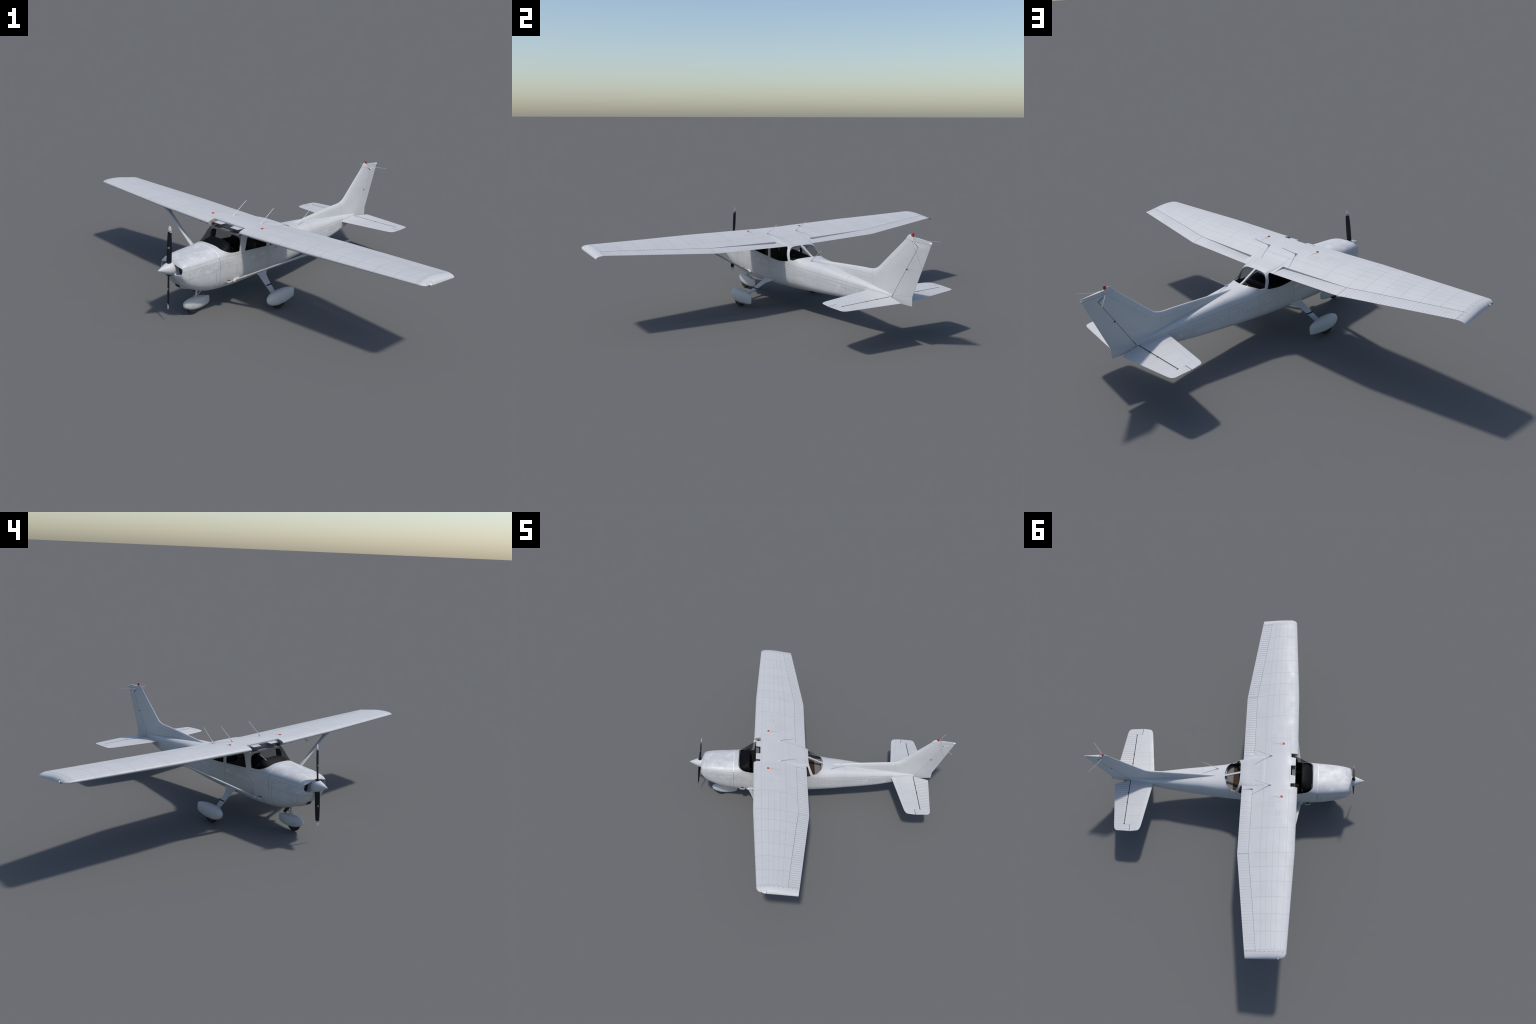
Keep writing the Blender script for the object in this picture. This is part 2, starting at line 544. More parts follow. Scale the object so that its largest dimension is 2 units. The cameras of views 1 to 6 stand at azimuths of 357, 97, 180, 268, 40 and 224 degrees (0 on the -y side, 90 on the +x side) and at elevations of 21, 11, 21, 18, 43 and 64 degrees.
# ------------------------------------------------------------------ fuselage sections
XS = [-0.588, -0.583, -0.575, -0.560, -0.548, -0.520, -0.480, -0.440, -0.400, -0.353, -0.320, -0.260, -0.213, -0.168, -0.150, 0.00, 0.05, 0.10, 0.15, 0.174, 0.230, 0.283, 0.360, 0.442, 0.550, 0.653, 0.720, 0.790]
F_W = pchip([-0.588, -0.583, -0.575, -0.560, -0.548, -0.500, -0.440, -0.353, -0.260, -0.200, -0.05, 0.10, 0.20, 0.248, 0.360, 0.442, 0.550, 0.653, 0.720, 0.790],
            [0.078, 0.087, 0.0925, 0.0975, 0.1000, 0.1080, 0.1150, 0.1220, 0.1245, 0.1250, 0.1250, 0.1235, 0.1165, 0.1125, 0.0985, 0.0860, 0.0745, 0.0620, 0.0530, 0.0425])
def skin_z(x):
    return wing_point(0.0, (x + 0.214) / 0.372, 1)[2]


ROOF = [(-0.150, skin_z(-0.150) - 0.003), (-0.100, skin_z(-0.100) - 0.003), (-0.050, skin_z(-0.050) - 0.003), (-0.004, skin_z(-0.004) - 0.002), (0.010, skin_z(0.010) + 0.0012), (0.050, skin_z(0.050) + 0.0020), (0.100, skin_z(0.100) + 0.0030)]
F_ZT = pchip([-0.588, -0.583, -0.575, -0.560, -0.548, -0.500, -0.440, -0.353, -0.320, -0.214, -0.168] + [p[0] for p in ROOF] + [0.15, 0.174, 0.230, 0.283, 0.360, 0.442, 0.653, 0.790],
             [0.330, 0.338, 0.344, 0.350, 0.353, 0.3585, 0.3625, 0.3690, 0.3715, 0.4255, 0.4440] + [p[1] for p in ROOF] + [0.3965, 0.3880, 0.3600, 0.3355, 0.3255, 0.3185, 0.2945, 0.2780])
F_ZB = pchip([-0.588, -0.583, -0.575, -0.560, -0.548, -0.520, -0.500, -0.450, -0.400, -0.350, -0.300, -0.200, -0.100, 0.0, 0.10, 0.20, 0.36, 0.60, 0.70, 0.79],
             [0.262, 0.250, 0.236, 0.213, 0.199, 0.182, 0.171, 0.148, 0.134, 0.126, 0.1215, 0.116, 0.1155, 0.119, 0.124, 0.130, 0.144, 0.162, 0.172, 0.185])
F_ZM = pchip([-0.588, -0.548, -0.353, -0.20, 0.10, 0.248, 0.442, 0.653, 0.79], [0.295, 0.285, 0.290, 0.270, 0.260, 0.235, 0.212, 0.212, 0.222])
F_NT = pchip([-0.588, -0.548, -0.353, -0.320, -0.290, -0.265, -0.24, -0.20, -0.10, 0.08, 0.13, 0.16, 0.18, 0.22, 0.283, 0.442, 0.79], [3.6, 3.8, 2.8, 3.0, 4.2, 6.0, 8.0, 10.0, 15.0, 15.0, 9.0, 6.0, 4.8, 3.4, 3.2, 3.9, 3.6])
# upper side walls lean in where the windshield foot sits
F_LEAN = pchip([-0.588, -0.330, -0.290, -0.262, -0.235, -0.205, 0.79], [0.0, 0.0, 0.045, 0.055, 0.022, 0.0, 0.0])
F_NB = pchip([-0.588, -0.548, -0.40, -0.28, -0.12, 0.20, 0.442, 0.79], [3.0, 3.2, 3.4, 3.3, 3.0, 3.0, 3.3, 3.6])


def section(x, n=112, off=0.0, zt=None, zb=None):
    w = F_W(x) - off
    t = (F_ZT(x) if zt is None else zt) - off
    b = (F_ZB(x) if zb is None else zb) + off
    m = min(max(F_ZM(x), b + 0.01), t - 0.01)
    nt_, nb_, lean = F_NT(x), F_NB(x), F_LEAN(x)
    pts = []
    for k in range(400):
        a = 2 * math.pi * k / 400
        c, s = math.cos(a), math.sin(a)
        e, h = (nt_, t - m) if s >= 0 else (nb_, m - b)
        zz = m + h * math.copysign(abs(s) ** (2 / e), s)
        q = min(max((zz - 0.285) / 0.05, 0.0), 1.0)
        pts.append((w * math.copysign(abs(c) ** (2 / e), c) * (1 - lean * q * q * (3 - 2 * q)), zz))
    r = resample(pts, n)
    return [(x, float(p[0]), float(p[1])) for p in r]


def stations(a, b, step):
    n = max(2, int(round((b - a) / step)) + 1)
    return [a + (b - a) * k / (n - 1) for k in range(n)]


SEAM = -0.3535
body_x = stations(SEAM + 0.0005, 0.30, 0.009) + stations(0.31, 0.792, 0.015)
bodyV, bodyF = loft([section(x) for x in body_x])


def temp(name, VF, mat=None):
    return new_object(name, VF[0], VF[1], mat, smooth=None)


def smooth_poly(pts, per=8, closed=True):
    """Catmull-Rom through the control points"""
    P = [np.array(p, float) for p in pts]; n = len(P); out = []
    for i in range(n if closed else n - 1):
        p0, p1, p2, p3 = (P[(i + k) % n] if closed else P[min(max(i + k, 0), n - 1)] for k in (-1, 0, 1, 2))
        for j in range(per):
            t = j / per
            out.append(0.5 * ((2 * p1) + (p2 - p0) * t + (2 * p0 - 5 * p1 + 4 * p2 - p3) * t * t + (3 * p1 - p0 - 3 * p2 + p3) * t ** 3))
    if not closed: out.append(P[-1])
    return [tuple(map(float, p)) for p in out]


def round_poly(pts, r, seg=5):
    """polygon with filleted corners; r number or list"""
    out = []; n = len(pts)
    for i in range(n):
        p, a, b = (np.array(pts[k % n], float) for k in (i, i - 1, i + 1))
        rr = r[i] if isinstance(r, (list, tuple)) else r
        u, v = a - p, b - p
        u /= np.linalg.norm(u); v /= np.linalg.norm(v)
        for j in range(seg + 1):
            t = j / seg
            out.append(tuple(map(float, p + u * rr * (1 - t) ** 2 + v * rr * t ** 2)))
    return out


# window openings (all derived from a few outline points)


WS_PROFILE = [(-0.3205, 0.50), (-0.3205, 0.3635), (-0.3180, 0.3590), (-0.3120, 0.3540), (-0.3000, 0.3475), (-0.2800, 0.3385), (-0.2620, 0.3330), (-0.2450, 0.3310), (-0.2130, 0.3305), (-0.1985, 0.4150), (-0.1680, 0.4151), (-0.1680, 0.50)]


def windshield_cutter(reach=0.2):
    """side profile of the opening (foot, sill, sloping door post) swept across the cabin"""
    return prism(WS_PROFILE, 'y', -reach, reach)


DOOR_WIN = round_poly([(-0.1725, 0.3215), (-0.001, 0.3055), (-0.001, 0.398), (-0.1535, 0.398)], [0.004, 0.006, 0.010, 0.012])
SIDE_WIN = round_poly([(0.0225, 0.3030), (0.110, 0.2940), (0.1950, 0.3055), (0.1820, 0.3370), (0.168, 0.3880), (0.0225, 0.3940)], [0.004, 0.050, 0.008, 0.010, 0.022, 0.008], 6)
REAR_HALF = [(0.1735, 0.0062), (0.1742, 0.030), (0.1755, 0.060), (0.1800, 0.084), (0.1905, 0.1010), (0.2060, 0.1100), (0.2195, 0.1140), (0.2350, 0.1040), (0.2520, 0.0910), (0.2690, 0.0690), (0.2800, 0.0370), (0.2838, 0.0062)]


def rear_cutter(sgn):
    body_ = smooth_poly(REAR_HALF, 5, False)
    poly = [(x, sgn * y) for x, y in body_]
    return prism(poly, 'z', 0.3145, 0.50)


def side_cutter(poly, sgn):
    return prism(poly, 'y', sgn * 0.085, sgn * 0.16)


# body with a hollow cabin
CAV_ZT = lin([-0.318, -0.16, 0.05, 0.17, 0.275], [0.366, 0.425, 0.418, 0.382, 0.333])
cav = [section(x, 64, 0.004, min(CAV_ZT(x), F_ZT(x)), max(F_ZB(x), 0.165)) for x in stations(-0.312, 0.272, 0.012)]
fuselage = new_object("fuselage", bodyV, bodyF, M_BODY)
cutters = [temp("cavity", loft(cav), M_LINING), temp("c", windshield_cutter(), M_BODY)]
for sgn in (1, -1):
    cutters += [temp("c", side_cutter(DOOR_WIN, sgn), M_BODY), temp("c", side_cutter(SIDE_WIN, sgn), M_BODY), temp("c", rear_cutter(sgn), M_BODY)]
boolean(fuselage, cutters)
borrow_normals(fuselage, bodyV, bodyF)


def pane(name, cutVF, mat, x0, x1, inset=0.0012, thick=0.0022):
    """glass: the part of a thin skin under the body's surface inside one opening"""
    xs = stations(x0, x1, 0.007)
    out = [section(x, 112, inset) for x in xs]
    inn = [section(x, 112, inset + thick) for x in xs]
    ov, of = loft(out)
    ob = new_object(name, ov, of, mat)
    xs2 = [x0 - 0.02] + xs + [x1 + 0.02]
    boolean(ob, [temp("i", loft([section(min(max(x, x0), x1), 112, inset + thick) if x0 <= x <= x1 else
                                 [(x, p[1], p[2]) for p in section(min(max(x, x0), x1), 112, inset + thick)] for x in xs2]))])
    boolean(ob, [temp("c", cutVF)], 'INTERSECT')
    ob.data.materials.clear(); ob.data.materials.append(mat)
    for p in ob.data.polygons: p.material_index = 0
    shade(ob.data, 40)
    return ob


pane("windshield", windshield_cutter(0.135), M_WSHIELD, -0.330, -0.160)
for sgn in (1, -1):
    pane("door_window", side_cutter(DOOR_WIN, sgn), M_SIDEGLASS, -0.19, 0.01)
    pane("side_window", side_cutter(SIDE_WIN, sgn), M_SIDEGLASS, 0.01, 0.21)
    pane("rear_window", rear_cutter(sgn), M_REARGLASS, 0.165, 0.295)

# ------------------------------------------------------------------ tail cone behind the stabilizer roots
tc_w = lin([0.790, 0.957], [0.0425, 0.0165])
tc_t = lin([0.790, 0.957], [0.2780, 0.2545])
tc_b = lin([0.790, 0.957], [0.185, 0.2140])
rings = []
for x in stations(0.7905, 0.957, 0.012):
    w, t, b = tc_w(x), tc_t(x), tc_b(x)
    m = 0.222 + (x - 0.79) * 0.09
    pts = []
    for k in range(400):
        a = 2 * math.pi * k / 400; c, s = math.cos(a), math.sin(a)
        e, h = (3.6 - (x - 0.79) * 6, t - m) if s >= 0 else (3.6, m - b)
        pts.append((w * math.copysign(abs(c) ** (2 / e), c), m + h * math.copysign(abs(s) ** (2 / e), s)))
    rings.append([(x, float(p[0]), float(p[1])) for p in resample(pts, 64)])
new_object("tail_cone", *loft(rings), M_BODY)

# ------------------------------------------------------------------ engine cowling
cow_x = [-0.588, -0.5865, -0.5845, -0.582, -0.579, -0.575, -0.570, -0.564] + stations(-0.557, SEAM - 0.0007, 0.009)


def cowl_ring(x):
    return section(x, 112)


cowV, cowF = loft([cowl_ring(x) for x in cow_x])
cowl = new_object("cowling", cowV, cowF, M_COWL)
INLET = [(0.030, 0.2790), (0.052, 0.2790), (0.072, 0.2825), (0.0825, 0.2900), (0.0870, 0.3050), (0.0860, 0.3190), (0.074, 0.3255), (0.050, 0.3300), (0.030, 0.3305)]
cut = []
for sgn in (1, -1):
    poly = smooth_poly([(sgn * y, z) for y, z in INLET], 4)
    cut.append(temp("inlet", prism(poly, 'x', -0.60, -0.545), M_PLAIN))
boolean(cowl, cut)
borrow_normals(cowl, cowV, cowF)
for sgn in (1, -1):
    poly = smooth_poly([(sgn * (0.058 + (y - 0.058) * 0.99), 0.304 + (z - 0.304) * 0.99) for y, z in INLET], 4)
    new_object("inlet_dark_plate", *prism(poly, 'x', -0.556, -0.549), M_BLACK)  # black plate added at the back to darken the inlet
    fins = [lathe([(0, 0.013), (0.002, 0.013)], (-0.560 + 0.0025 * k, sgn * 0.066, 0.304), (1, 0, 0), 20) for k in range(2)]
    new_object("cylinder_head", *merge(*fins), M_STEEL)["kind"] = "stuff"

# added pale strip: edge highlight painted along the rear cowl seam, top only
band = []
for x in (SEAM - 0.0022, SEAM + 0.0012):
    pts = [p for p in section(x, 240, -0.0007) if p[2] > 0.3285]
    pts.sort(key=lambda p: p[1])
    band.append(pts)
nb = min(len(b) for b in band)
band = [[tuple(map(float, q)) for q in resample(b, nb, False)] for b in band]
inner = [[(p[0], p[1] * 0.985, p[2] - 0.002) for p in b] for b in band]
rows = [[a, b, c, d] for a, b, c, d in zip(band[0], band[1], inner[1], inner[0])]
new_object("highlight_strip", *loft(rows), M_HIGHLIGHT, cowl)

# chin air scoop
scoop = []
for (xt_, zt), (xb, zb), hw in [((-0.5525, 0.2075), (-0.5455, 0.1850), 0.0195), ((-0.530, 0.2070), (-0.5250, 0.1745), 0.0205), ((-0.50, 0.195), (-0.500, 0.1645), 0.0195), ((-0.47, 0.18), (-0.47, 0.1540), 0.0150), ((-0.44, 0.16), (-0.44, 0.1460), 0.008)]:
    scoop.append([(xt_, -hw, zt), (xb, -hw, zb + 0.004), (xb, -hw + 0.004, zb), (xb, hw - 0.004, zb), (xb, hw, zb + 0.004), (xt_, hw, zt)])
new_object("air_scoop", *loft(scoop), M_PLAIN)
d0, d1 = Vector((-0.5520, 0, 0.2058)), Vector((-0.5460, 0, 0.1872))
ax = (d1 - d0); nrm = Vector((ax.z, 0, -ax.x)).normalized(); nrm = nrm if nrm.x < 0 else -nrm
mouth = [[d0 + ax * t + Vector((0, y, 0)) + nrm * h for t, y in round_poly([(0.0, -0.0175), (1.0, -0.0175), (1.0, 0.0175), (0.0, 0.0175)], [0.002] * 4, 3)] for h in (-0.002, 0.0012)]
new_object("scoop_mouth_plate", *loft(mouth), M_DARK)  # solid dark plate in place of an open mouth

# cabin air vents / steps low on the body sides
for sgn in (1, -1):
    fr = prism(round_poly([(-0.309, 0.1725), (-0.274, 0.1705), (-0.274, 0.1800), (-0.309, 0.1820)], 0.002, 3), 'y', sgn * 0.100, sgn * 0.1290)
    new_object("vent_frame", *fr, M_PLAIN)
    new_object("vent_insert", *prism([(-0.3055, 0.1743), (-0.2775, 0.1727), (-0.2775, 0.1805), (-0.3055, 0.1823)], 'y', sgn * 0.110, sgn * 0.1275), M_BROWN)  # brown block drawn for the slot, no opening is cut

# exhaust
new_object("exhaust_pipe", *tube([(-0.445, 0.030, 0.165), (-0.425, 0.030, 0.138), (-0.4005, 0.030, 0.1075)], 0.0095, 16), M_RUST)
new_object("exhaust_end_disc", *tube([(-0.4020, 0.030, 0.1095), (-0.4000, 0.030, 0.1068)], 0.0075, 16), M_DARK)  # dark disc added to suggest a hollow pipe end

# ------------------------------------------------------------------ propeller
HUB = Vector((-0.6005, 0, 0.3075))
AXIS = Vector((-0.0720, 0, 0.0063)).normalized()       # forward along the shaft
UPV = Vector((0.0063, 0, 0.0720)).normalized()
prop = bpy.data.objects.new("propeller", None); COL.objects.link(prop); prop.parent = root
prof = [(-0.020, 0.0), (-0.0200, 0.0345), (-0.012, 0.0350), (0.0, 0.0335), (0.010, 0.0305), (0.022, 0.0260), (0.036, 0.0195), (0.050, 0.0125), (0.062, 0.0062), (0.070, 0.0022), (0.0722, 0.0)]
new_object("spinner", *lathe([(d, r) for d, r in prof], HUB, AXIS, 48), M_PLAIN, prop)
new_object("spinner_collar", *lathe([(-0.034, 0.030), (-0.0205, 0.0335)], HUB, AXIS, 40), M_PLAIN, prop)
B_CH = pchip([0.0, 0.05, 0.10, 0.15, 0.19, 0.215, 0.2235, 0.2275], [0.026, 0.0285, 0.0300, 0.0285, 0.0245, 0.0190, 0.0135, 0.0030])
B_TW = pchip([0.0, 0.06, 0.10, 0.15, 0.2275], [48, 30, 23, 18, 14])
B_TH = pchip([0.0, 0.05, 0.12, 0.2275], [0.014, 0.0085, 0.0060, 0.0020])


def blade_mask_material():
    m, nt, b = node_material("blade_paint")
    tc = nt.nodes.new('ShaderNodeTexCoord'); sp = nt.nodes.new('ShaderNodeSeparateXYZ')
    nt.links.new(tc.outputs['Object'], sp.inputs[0])
    r = (S(nt, sp.outputs[2]) - HUB.z).abs()
    sgn = (S(nt, sp.outputs[2]) - HUB.z).gt(0) * 2 - 1
    q = r + S(nt, sp.outputs[1]) * sgn * -0.28              # slanted bands
    tip = q.gt(0.1955)
    red = q.between(0.1985, 0.2025)
    red2 = q.between(0.2045, 0.2055) * 0.4

    def mix(fac, a, bcol):
        mx = nt.nodes.new('ShaderNodeMix'); mx.data_type = 'RGBA'
        nt.links.new(fac.k, mx.inputs[0])
        if isinstance(a, tuple): mx.inputs[6].default_value = (*a, 1)
        else: nt.links.new(a, mx.inputs[6])
        mx.inputs[7].default_value = (*bcol, 1)
        return mx.outputs[2]
    c = mix(tip, (0.008, 0.009, 0.012), (0.66, 0.67, 0.68))
    c = mix(red.max(red2), c, (0.55, 0.02, 0.03))
    nt.links.new(c, b.inputs['Base Color'])
    b.inputs['Roughness'].default_value = 0.5
    b.inputs['Specular IOR Level'].default_value = 0.25
    return m


M_BLADE = blade_mask_material()
for sgn in (1, -1):
    rr = []
    for r in [0.012, 0.03, 0.045, 0.06, 0.08, 0.10, 0.12, 0.14, 0.16, 0.18, 0.195, 0.207, 0.216, 0.222, 0.2255, 0.2275]:
        c, tw, th = B_CH(r), math.radians(B_TW(r)), B_TH(r)
        # chord direction: leading edge forward and toward the turning side
        cd = Vector((0, 1, 0)) * math.cos(tw) * sgn + AXIS * math.sin(tw)
        nd = AXIS * math.cos(tw) - Vector((0, 1, 0)) * math.sin(tw) * sgn
        o = HUB + UPV * r * sgn
        ring = []
        for k in range(20):
            a = 2 * math.pi * k / 20
            ring.append(o + cd * (0.5 * c * math.cos(a)) + nd * (0.5 * th * math.sin(a)) + nd * 0.03 * c * (1 - math.cos(a) ** 2))
        rr.append(ring)
    bl = new_object("blade", *loft(rr), M_BLADE, prop)
    new_object("blade_root", *lathe([(0.018, 0.0135), (0.036, 0.0125)], HUB, UPV * sgn, 20), M_BLACK, prop)
    # maker's plate: pale bars and a small red badge on the blade face
    r = 0.112; tw = math.radians(B_TW(r)); o = HUB + UPV * r * sgn
    cd = Vector((0, 1, 0)) * math.cos(tw) * sgn + AXIS * math.sin(tw)
    nd = AXIS * math.cos(tw) - Vector((0, 1, 0)) * math.sin(tw) * sgn
    o = o + nd * (B_TH(r) * 0.5 + 0.03 * B_CH(r))
    for name, u, w, h, mt in [("blade_placard", 0.0045, 0.0022, 0.0105, M_LENS), ("blade_badge", -0.0030, 0.0040, 0.0030, M_RED), ("blade_placard", -0.0030, 0.0018, 0.0100, M_LENS)]:
        ring = [[o + cd * (u + a * w / 2) + UPV * (b * h / 2) + nd * k for a, b in ((-1, -1), (1, -1), (1, 1), (-1, 1))] for k in (-0.001, 0.0007 + 0.0002 * (mt is M_RED))]
        new_object(name, *loft(ring), mt, prop, smooth=None)

# ------------------------------------------------------------------ wings
def wing_half(sgn):
    ys = [Y_ROOT] + stations(0.15, 1.20, 0.035)
    ys = sorted(set([round(v, 5) for v in ys] + [Y_KINK, Y_AIL]))
    rings = []
    for y in ys:
        fc = W_COVE(y)
        up = [wing_point(y, f, 1) for f in reversed(nose_space(0, fc, 28))]
        dn = [wing_point(y, f, -1) for f in nose_space(0, fc - 0.004, 28)[1:]]
        rings.append([(p[0], sgn * p[1], p[2]) for p in up + dn])
    V, F = loft(rings)
    ob = new_object("wing", V, F, M_WING)
    ob.data.materials.append(M_BEIGE)
    ob.data.polygons[len(F) - 2].material_index = 1      # open root rib
    # capped tip: rounds over to a sharp drooped lower edge
    T = []
    zedge = lin([-0.178, -0.147, -0.117, 0.069, 0.075], [0.4535, 0.4515, 0.4470, 0.4270, 0.4265])
    for k in range(11):
        t = k / 10
        y = Y_AIL + (Y_TIP - Y_AIL) * t
        dx = 0.048 * (1 - math.sqrt(max(0.0, 1 - t ** 2.6)))
        ring_u, ring_d = [], []
        for f in nose_space(0, 1, 30):
            xl, xt = W_XLE(Y_AIL) + dx, W_XTE(Y_AIL) - 0.007 * t
            x = xl + (xt - xl) * f
            u, d = wing_point(Y_AIL, f, 1), wing_point(Y_AIL, f, -1)
            e = zedge(x)
            bl = 1 - math.sqrt(max(0.0, 1 - t ** 2.2))
            ring_u.append((x, sgn * y, u[2] * (1 - bl) + e * bl))
            ring_d.append((x, sgn * y, d[2] * (1 - t) + e * t - 0.0004))
        T.append(list(reversed(ring_u)) + ring_d[1:-1])
    tip = new_object("wing_tip", *loft(T), M_WING, ob)
    # flap and aileron with stiffening beads
    beads = 0.0178

    def trailing(name, y0, y1, drop0, drop1, gap0, gap1):
        n = int((y1 - y0) / beads * 6)
        R = []
        for i in range(n + 1):
            y = y0 + (y1 - y0) * i / n
            t = i / n
            dr, gp = drop0 + (drop1 - drop0) * t, gap0 + (gap1 - gap0) * t
            f0 = W_COVE(y) + gp
            ph = (y / beads) % 1.0
            bead = 0.0009 * (1 - abs(2 * ph - 1)) if ph > 0.18 else -0.0002
            up, dn = [], []
            for g in nose_space(0, 1, 12):
                f = f0 + (1 - f0) * g
                pu, pd = wing_point(y, f, 1), wing_point(y, f, -1)
                h = pu[2] - pd[2]
                env = math.sin(math.pi * min(1, g / 0.9 + 0.08)) ** 0.5 if g < 0.82 else 0
                nose = math.sqrt(min(1.0, g / 0.012 + 0.5))
                mid = (pu[2] + pd[2]) / 2 - dr * (1 - g) ** 2 * 0.5
                uz = pu[2] - dr * (1 - g) ** 1.9 - 0.0003
                uz = mid + (uz - mid) * nose + bead * env
                dz = mid + (pd[2] - mid) * nose - bead * env
                up.append((pu[0], sgn * y, uz + 0.0003)); dn.append((pu[0], sgn * y, dz - 0.0003))
            R.append(list(reversed(up)) + dn[1:])
        return new_object(name, *loft(R), M_FLAP, ob, smooth=60)
    trailing("flap", 0.1285, Y_KINK - 0.001, 0.0105, 0.0008, 0.004, 0.002)
    trailing("aileron", Y_KINK + 0.001, Y_AIL - 0.001, 0.0008, 0.0008, 0.003, 0.003)
    # position light, strobe and lens frame at the tip
    lamp = M_RED if sgn < 0 else M_GREEN
    new_object("navigation_light", *lathe([(-0.004, 0.0), (-0.004, 0.0036), (0.001, 0.0034), (0.0026, 0.0018), (0.003, 0)], (-0.1475, sgn * 1.2445, 0.4525), (-0.6, sgn * 0.8, 0), 16), lamp, ob)
    new_object("strobe_light", *lathe([(-0.004, 0.0), (-0.004, 0.0034), (0.001, 0.0030), (0.0024, 0.0016), (0.0028, 0)], (-0.1300, sgn * 1.2455, 0.4520), (-0.2, sgn * 1.0, 0), 16), M_CLEAR, ob)
    # filler cap with its placard
    c = wing_point(0.1975, 0.27, 1)
    new_object("fuel_cap", *lathe([(-0.002, 0.0072), (0.0024, 0.0072), (0.0034, 0.0058), (0.0034, 0.0)], (c[0], sgn * 0.1975, c[2]), (-0.06, 0, 1), 24), M_RED, ob)

    def decal(name, f0, f1, ya, yb, mat, lift=0.0006):
        R = []
        for k in range(5):
            f = f0 + (f1 - f0) * k / 4
            p0, p1 = wing_point(ya, f, 1), wing_point(yb, f, 1)
            R.append([(p0[0], sgn * ya, p0[2] - 0.001), (p0[0], sgn * ya, p0[2] + lift), (p1[0], sgn * yb, p1[2] + lift), (p1[0], sgn * yb, p1[2] - 0.001)])
        return new_object(name, *loft(R), mat, ob, smooth=None)
    decal("placard", 0.2960, 0.3300, 0.1870, 0.2080, M_ORANGE)
    decal("placard", 0.2985, 0.3275, 0.1885, 0.2065, M_PLAIN, 0.0010)
    decal("placard", 0.3020, 0.3240, 0.1930, 0.2020, M_CREAM, 0.0014)
    decal("placard", 0.2370, 0.2395, 0.1890, 0.2060, M_CREAM)
    # leading-edge vents as solid black plugs, nothing is hollowed out
    for yv in (0.140, 0.190):
        p = wing_point(yv, 0.004, -1)
        new_object("vent_plug", *lathe([(-0.004, 0.0032), (0.0012, 0.0032)], (p[0] + 0.001, sgn * yv, p[2] - 0.001), (-1, 0, -0.35), 14), M_DARK, ob)
    # lift strut: faired tube with flared ends
    A, B = Vector((-0.234, sgn * 0.116, 0.166)), Vector((-0.162, sgn * 0.566, 0.421))
    dirv = (B - A); path, rad = [], []
    for t, r in [(0.0, 0.0130), (0.03, 0.0150), (0.07, 0.0132), (0.30, 0.0130), (0.60, 0.0130), (0.90, 0.0132), (0.95, 0.0165), (1.0, 0.0215)]:
        path.append(tuple(A + dirv * t)); rad.append(r)
    new_object("wing_strut", *tube(path, rad, 20, 0.45, wide=(1, 0, 0)), M_PLAIN, ob)
    cuff = [tuple(A + dirv * t) for t in (0.115, 0.15)]
    new_object("strut_cuff", *tube(cuff, 0.0142, 20, 0.5, wide=(1, 0, 0)), M_PLAIN, ob)
    foot = [tuple(A + Vector((dx, sgn * dy, dz))) for dx, dy, dz in [(-0.026, 0.0, 0.0), (-0.012, 0.002, 0.002), (0.012, 0.004, 0.004), (0.034, 0.002, 0.002)]]
    new_object("strut_fairing", *tube(foot, [0.003, 0.011, 0.012, 0.003], 16, 0.8), M_PLAIN, ob)
    return ob


port = wing_half(-1)
star = wing_half(1)

# wing carry-through forming the cabin roof
rings = []
for y in (-0.1275, -0.10, -0.05, 0.0, 0.05, 0.10, 0.1275):
    f0 = (-0.1675 + 0.214) / 0.372
    up = [wing_point(0.0, f, 1) for f in [1 - (1 - f0) * k / 30 for k in range(31)]]
    dn = [wing_point(0.0, f, -1) for f in [f0 + (1 - f0) * k / 30 for k in range(31)]]
    ring = [(p[0], y, p[2] + 0.0002) for p in up] + [(p[0], y, max(p[2], 0.418 if p[0] < 0.02 else p[2])) if False else (p[0], y, p[2]) for p in dn[:-1]]
    rings.append(ring)
new_object("roof_panel", *loft(rings), M_WING)

# pitot mast under the port wing
p = wing_point(0.36, 0.10, -1)
new_object("pitot_tube", *merge(tube([(p[0], -0.36, p[2] + 0.002), (p[0] - 0.002, -0.36, p[2] - 0.012)], [0.006, 0.004], 12, 0.4, wide=(1, 0, 0)),
                                tube([(p[0] + 0.004, -0.36, p[2] - 0.0125), (p[0] - 0.026, -0.36, p[2] - 0.0125)], 0.0016, 10)), M_STEEL, port)

# ------------------------------------------------------------------ fin and rudder
FIN_LE = smooth_poly([(0.318, 0.3245), (0.400, 0.3315), (0.479, 0.3378), (0.560, 0.3435), (0.640, 0.3490), (0.720, 0.3540), (0.770, 0.3562), (0.800, 0.3595), (0.828, 0.3695), (0.854, 0.3895), (0.900, 0.4330), (0.960, 0.4895), (1.018, 0.5445), (1.036, 0.5675), (1.049, 0.5770), (1.059, 0.5770)], 8, False)
HINGE = [(0.957, 0.2440), (1.117, 0.5235)]
aft = resample([(0.318, 0.2950), (0.450, 0.2820), (0.800, 0.2400), (0.9560, 0.2330), (0.9560, 0.2440), (1.1145, 0.5210), (1.0810, 0.5405), (1.0890, 0.5640), (1.060, 0.5680)], 400, False)
le = resample(FIN_LE, 400, False)
